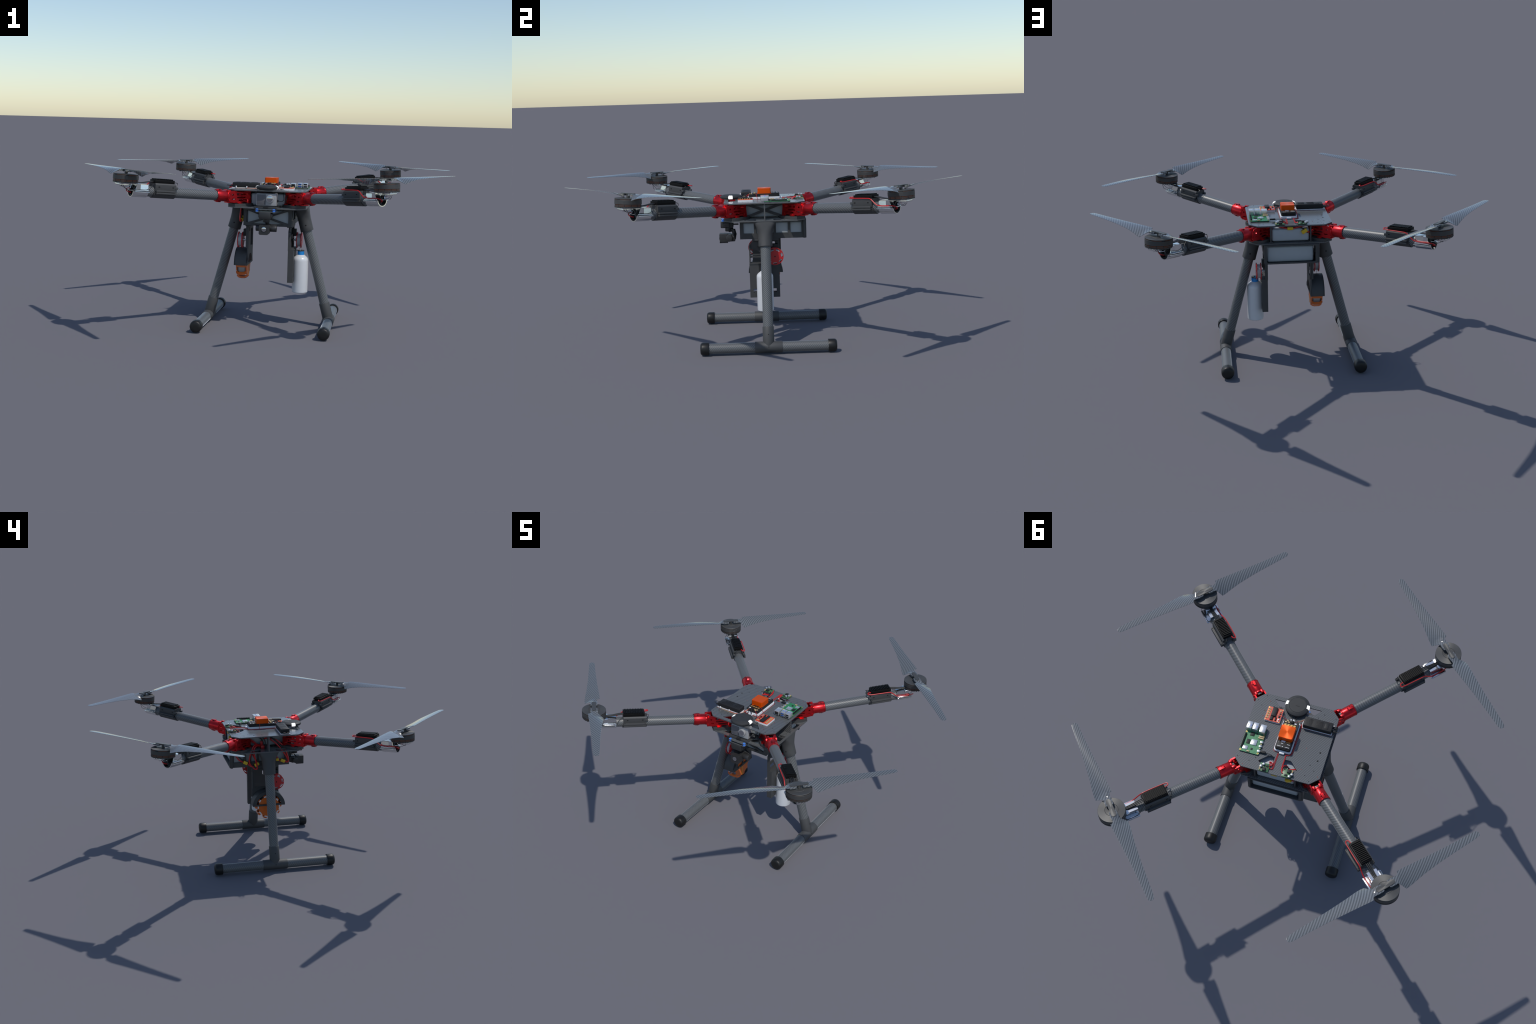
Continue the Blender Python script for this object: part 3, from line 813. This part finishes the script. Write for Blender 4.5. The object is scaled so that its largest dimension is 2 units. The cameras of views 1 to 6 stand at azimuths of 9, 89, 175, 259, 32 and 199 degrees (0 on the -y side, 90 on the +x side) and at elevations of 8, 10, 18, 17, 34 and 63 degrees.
b.cyl((-.0012, -.2436, .5590), (-.0012, -.2462, .5590), .0150, 'black', 32, bev=.001)
b.cyl((-.0012, -.2455, .5590), (-.0012, -.2468, .5590), .0128, 'glass', 32, bev=.0006)
b.box((-.024, -.200, .537), (.022, -.172, .576), 'gimbal', .004)
obj("gimbal_camera", b, gim)

# ------------------------------------------------------------------ winches (two, turned half a turn)
holder_objs = []
for half in (0, 180):
    H = Rz(half)
    b = MB()
    outl = [(-.066, .552), (-.087, .528), (-.087, .428), (.0705, .428), (.0705, .566), (-.052, .566)]
    hl = [roundpoly([(-.080, .437), (-.020, .437), (-.020, .462), (-.080, .462)], .003), roundpoly([(-.080, .470), (-.020, .470), (-.020, .474), (-.080, .474)], .001),
          roundpoly([(-.080, .481), (-.030, .481), (-.030, .492), (-.060, .506), (-.080, .506)], .003),
          [(-.0375+.0075*cos(i*pi/8), .5175+.0075*sin(i*pi/8)) for i in range(16)],
          roundpoly([(.030, .522), (.050, .522), (.050, .546), (.030, .546)], .003)]
    if half: hl = hl[4:] + [roundpoly([(-.080, .436), (-.004, .436), (-.004, .532), (-.062, .532), (-.080, .512)], .006)]
    b.slab(outl, hl, .1105, .1165, 'tray', ZY)
    b.box((.100, -.066, .5520), (.130, .0705, .5642), 'tray', .002)
    b.slab([(.0645, .430), (.0705, .430), (.0705, .566), (.0645, .566)], [], .1165, .1260, 'tray', ZY)
    b.slab([(-.087, .430), (-.081, .430), (-.081, .535), (-.087, .528)], [], .1165, .1260, 'tray', ZY)
    br = obj("winch_bracket", b, root, H)
    b = MB()
    b.box((.1165, .028, .497), (.1410, .066, .5360), 'black', .002)
    if not half: b.box((.1165, -.030, .486), (.1260, .010, .512), 'black', .002)
    b.cyl((.1165, .0480, .4737), (.1450, .0480, .4737), .0052, 'steel', 16)
    b.cyl((.1165, .0480, .4737), (.1290, .0480, .4737), .0082, 'silver', 20)
    b.cyl((.1340, .0480, .4737), (.1400, .0480, .4737), .0080, 'steel', 20)
    b.box((.1165, .036, .458), (.1250, .060, .490), 'black', .001)
    for k in range(4): b.cyl((.1165, .018+k*.006, .492), (.126, .018+k*.006, .492), .0022, 'steel', 10)
    obj("winch_motor", b, br, H)
    # pulley: two slotted red flanges on a grey core
    b = MB()
    PC = Matrix(((0, 0, 1, 0), (1, 0, 0, .0480), (0, 1, 0, .4737), (0, 0, 0, 1)))
    circ = [(.0452*cos(i*pi/32), .0452*sin(i*pi/32)) for i in range(64)]
    circ = [p for p in circ if not (abs(p[0]) < .0035 and p[1] > 0)]
    sl = []
    for k in range(7):
        a0 = radians(90+51.4*k+51.4/2-16); a1 = a0+radians(32)
        sl.append([(.0420*cos(a0+(a1-a0)*t/5), .0420*sin(a0+(a1-a0)*t/5)) for t in range(6)] + [(.0315*cos(a1-(a1-a0)*t/5), .0315*sin(a1-(a1-a0)*t/5)) for t in range(6)])
    for x0 in (.1445, .1668):
        b.slab(circ, sl, x0, x0+.0040, 'redp', PC)
    b.lathe([(.036, .1485), (.0365, .1490), (.0365, .1663), (.036, .1668)], 'batt', 48, PC)
    b.lathe([(.0036, .1708), (.0036, .1714)], 'hole', 12, PC)
    obj("winch_pulley", b, br, H)

# holder block and bottle on the right winch
b = MB()
BX, BY, BR = .1745, -.0080, .0436
arc = []
a = 0
for i in range(13):
    an = radians(180+43-86*i/12)
    arc.append((BX+(BR+.0015)*cos(an), BY+(BR+.0015)*sin(an)))
poly = [(.1115, -.0872), (.1415, -.0872)] + arc + [(.1415, .0708), (.1115, .0708)]
def cradle(z0, z1, holes=()): b.slab(poly, holes, z0, z1, 'tray')
cradle(.2515, .2790); 
win = [[(.108, -.0700), (.1385, -.0700), (.1385, -.0520), (.108, -.0520)], [(.108, .0360), (.1385, .0360), (.1385, .0540), (.108, .0540)]]
# slotted band: posts either side of the strap windows
for y0, y1 in ((-.0872, -.0690), (-.0500, .0340), (.0530, .0708)):
    cut = [p for p in arc if y0 < p[1] < y1]
    if len(cut) > 3: b.slab([(.1115, y0), (cut[0][0], y0)] + cut + [(cut[-1][0], y1), (.1115, y1)], [], .2790, .2980, 'tray')
    else: b.slab([(.1115, y0), (.1415, y0), (.1415, y1), (.1115, y1)], [], .2790, .2980, 'tray')
cradle(.2980, .4300)
b.slab([(.1115, -.0872), (.1440, -.0872), (.1440, -.040), (.1300, -.020), (.1300, .010), (.1440, .030), (.1440, .0708), (.1115, .0708)], [], .4300, .4345, 'tray')
obj("bottle_cradle", b, root)
b = MB()
b.lathe([(.034, .1880), (.0400, .1890), (.0430, .1925), (.0436, .200), (.0436, .366), (.0430, .3745), (.0405, .3815), (.0350, .3880), (.0230, .3975), (.0185, .4000), (.0165, .4005)], 'bottle', 56, Tr((BX, BY, 0)))
bottle = obj("bottle", b, root)
b = MB()
b.lathe([(.0170, .3985), (.0178, .3990), (.0180, .4000), (.0180, .4195), (.0172, .4205)], 'cap', 36, Tr((BX, BY, 0)))
for i in range(36):
    b.box((.0178, -.0006, .400), (.0184, .0006, .4190), 'cap', 0, Tr((BX, BY, 0)) @ Rz(i*10))
obj("bottle_cap", b, bottle)
b = MB()
b.slab([(BX+.0185*cos(i*pi/16), BY+.0185*sin(i*pi/16)) for i in range(32)], [[(BX+.006*cos(i*pi/8), BY+.012*sin(i*pi/8)) for i in range(16)]], .4205, .4250, 'tray')
b.box((.1440, -.012, .4215), (.160, .004, .4255), 'tray', .001)
b.wire([(.1577, .046, .4380), (.1600, .030, .432), (.168, .004, .4255), (.171, -.004, .4205)], .0011, 'string')
obj("bottle_hanger", b, bottle)

# buoy under its arched cover on the left winch
b = MB()
CY, CZ = 0, .3365
def arch(ro_, n=28, a0=0, a1=pi): return [(CY+ro_*cos(a0+(a1-a0)*i/n), CZ+ro_*.94*sin(a0+(a1-a0)*i/n)) for i in range(n+1)]
arc_o = arch(.0955); arc_i = arch(.0840)
b.slab(arc_o + arc_i[::-1], [], -.1850, -.1185, 'tray', ZY)                      # curved roof
face_h = [arch(.0740, 28) ]
face_h[0] = [(y, max(z, CZ+.010)) for y, z in face_h[0]]
b.slab(arc_o, face_h, -.1856, -.1800, 'tray', ZY)                                # outer face ring with bar
back = [(-.0705, .428), (-.0705, .372), (-.0930, .350), (-.0950, .3365), (.0950, .3365), (.0870, .360), (.0870, .428)]
bh = [roundpoly([(-.058, .347), (-.004, .347), (-.004, .396), (-.030, .390), (-.050, .372)], .005), roundpoly([(.004, .347), (.058, .347), (.050, .372), (.030, .390), (.004, .396)], .005)]
b.slab(back, bh, -.1185, -.1110, 'tray', ZY)
b.slab([(.0705, .428), (.0870, .428), (.0870, .540), (.078, .558), (.0705, .560)], [], -.1175, -.1105, 'tray', ZY)
obj("buoy_cover", b, root)
b = MB()
BC = Matrix(((0, 0, 1, 0), (1, 0, 0, 0), (0, 1, 0, .3300), (0, 0, 0, 1)))
def cogged(r0, r1, n=10):
    out = []
    for k in range(n):
        for t, r in ((0.0, r1), (.18, r0), (.22, r0), (.30, r0), (.62, r0), (.70, r0), (.74, r0), (.92, r1)):
            a_ = 2*pi*(k+t)/n
            out.append((r*cos(a_), r*sin(a_)))
    return out
disc = cogged(.0620, .0720)
b.slab(disc, [], -.1785, -.1735, 'bag', BC)
b.slab(disc, [], -.1240, -.1190, 'bag', BC)
for k in range(10):                                                              # cross straps round the rim
    R = BC @ Rz(360*(k-.04)/10)
    pr = [(.0640, -.1783), (.0705, -.1770), (.0765, -.1710), (.0795, -.1610), (.0795, -.1370), (.0765, -.1265), (.0705, -.1205), (.0640, -.1192),
          (.0640, -.1240), (.0690, -.1285), (.0735, -.1380), (.0735, -.1600), (.0690, -.1690), (.0640, -.1735)]
    n = len(pr)
    V = [(r, -.0085, x) for r, x in pr] + [(r, .0085, x) for r, x in pr]
    F = [[i, n-1-i, n-2-i, i+1] for i in range(n//2-1)]
    F += [[q+n for q in f][::-1] for f in F]
    F += [[i, (i+1) % n, (i+1) % n+n, i+n] for i in range(n)]
    b.add(V, F, 'bag', R)
b.lathe([(.0500, -.1733), (.0580, -.1650), (.0580, -.1330), (.0500, -.1242)], 'cam', 40, BC)
for k in range(10):
    a_ = 36*(k+.46)+90
    b.box((.0590, -.0080, -.1796), (.0660, .0080, -.1725), 'white', .001, BC @ Rz(a_))
b.box((-.1200, -.003, .270), (-.1178, .003, .330), 'bag_y'); b.box((-.1200, -.060, .3270), (-.1178, .060, .3335), 'bag_y')
buoy = obj("rescue_buoy", b, root)
b = MB()
b.wire([(-.1577, -.046, .4380), (-.1580, -.042, .432), (-.1570, -.020, .429), (-.1560, -.004, .4255)], .0011, 'string')
b.box((-.166, -.010, .4245), (-.146, .010, .4285), 'tray', .001)
obj("buoy_hanger", b, buoy)

# ------------------------------------------------------------------ power wiring
b = MB()
# bundle in the left bay, falling through the lower plate
b.wire([(-.105, .105, .724), (-.112, .080, .715), (-.120, .050, .690), (-.125, .035, .678)], .0042, 'wire_r')
b.wire([(-.100, .104, .715), (-.110, .070, .700), (-.122, .045, .678)], .0042, 'wire_r')
b.wire([(-.100, .060, .735), (-.112, .030, .725), (-.120, .018, .700), (-.125, .015, .680)], .0040, 'wire_k')
b.wire([(-.100, .040, .740), (-.115, .020, .732), (-.122, .006, .705), (-.126, .004, .680)], .0040, 'wire_k')
b.box((-.140, .014, .6705), (-.112, .034, .6890), 'redp', .001); b.box((-.140, -.004, .6705), (-.112, .013, .6890), 'black', .001)
b.box((-.128, .022, .689), (-.116, .036, .712), 'redp', .002)
b.wire([(-.128, .040, .690), (-.140, .060, .697), (-.148, .078, .692), (-.152, .094, .662), (-.152, .107, .605), (-.150, .095, .575), (-.150, .082, .566)], .0042, 'wire_r')
b.wire([(-.128, .036, .686), (-.142, .058, .690), (-.150, .074, .680), (-.154, .079, .655), (-.156, .069, .604), (-.156, .061, .562), (-.153, .070, .554), (-.148, .083, .560)], .0042, 'wire_r')
b.wire([(-.125, .030, .684), (-.140, .070, .684), (-.147, .090, .655), (-.147, .098, .605), (-.146, .086, .570), (-.145, .070, .570)], .0042, 'wire_k')
b.wire([(-.118, .010, .724), (-.128, -.010, .728), (-.140, -.050, .700), (-.150, -.085, .660), (-.152, -.118, .605), (-.150, -.121, .586), (-.147, -.108, .588)], .0042, 'wire_r')
b.wire([(-.112, -.020, .728), (-.132, -.062, .712), (-.146, -.100, .675), (-.151, -.116, .630), (-.152, -.124, .600), (-.150, -.118, .584), (-.146, -.104, .590)], .0042, 'wire_r')
b.wire([(-.115, -.005, .742), (-.130, -.050, .715), (-.143, -.086, .672), (-.148, -.104, .620), (-.146, -.098, .600)], .0042, 'wire_k')
b.wire([(-.132, .184, .640), (-.136, .165, .612), (-.141, .142, .598)], .0042, 'wire_r')
b.wire([(-.130, .172, .640), (-.134, .155, .618), (-.139, .138, .606)], .0042, 'wire_k')
b.wire([(-.141, .115, .588), (-.143, .098, .572), (-.145, .086, .568)], .0042, 'wire_r')
b.wire([(-.134, .085, .640), (-.138, .070, .612), (-.142, .060, .592)], .0042, 'wire_r')
b.wire([(-.134, -.050, .650), (-.138, -.060, .610), (-.142, -.072, .594), (-.143, -.080, .594)], .0042, 'wire_r')
b.cbox((0, 0, 0), (.018, .026, .018), 'yellow', .002, Tr((-.142, .128, .594)) @ Rx(28))
b.cbox((0, 0, 0), (.018, .028, .018), 'yellow', .002, Tr((-.144, .062, .581)) @ Rx(-32))
b.cbox((0, 0, 0), (.018, .026, .018), 'yellow', .002, Tr((-.146, -.091, .594)) @ Rx(25))
b.cbox((0, 0, 0), (.018, .018, .016), 'yellow', .002, Tr((-.140, -.060, .601)))
# rear leads above the upper battery
b.wire([(.070, .175, .750), (.050, .190, .749), (.022, .196, .744), (-.009, .196, .743), (-.040, .190, .748), (-.080, .170, .750)], .0040, 'wire_r')
b.wire([(.060, .165, .746), (.030, .178, .744), (-.010, .180, .742), (-.050, .186, .742), (-.066, .198, .732)], .0040, 'wire_k')
b.wire([(-.078, .198, .724), (-.098, .188, .719), (-.115, .165, .724), (-.120, .140, .730)], .0045, 'wire_r')
b.wire([(-.078, .192, .718), (-.098, .180, .712), (-.118, .155, .716)], .0045, 'wire_k')
b.wire([(-.020, .170, .751), (-.060, .160, .752), (-.100, .140, .748), (-.115, .110, .735)], .0038, 'wire_r')
b.cbox((0, 0, 0), (.029, .018, .015), 'yellow', .002, Tr((.005, .197, .7435)))
b.cbox((0, 0, 0), (.030, .018, .018), 'yellow', .002, Tr((-.066, .201, .7275)) @ Ry(32))
# near the front camera
b.wire([(-.100, -.120, .745), (-.110, -.140, .720), (-.106, -.150, .690), (-.100, -.140, .672)], .0032, 'wire_r')
b.wire([(.108, -.125, .745), (.104, -.150, .725), (.100, -.155, .700), (.106, -.140, .675)], .0032, 'wire_k')
obj("power_cable", b, root, stuff=True)
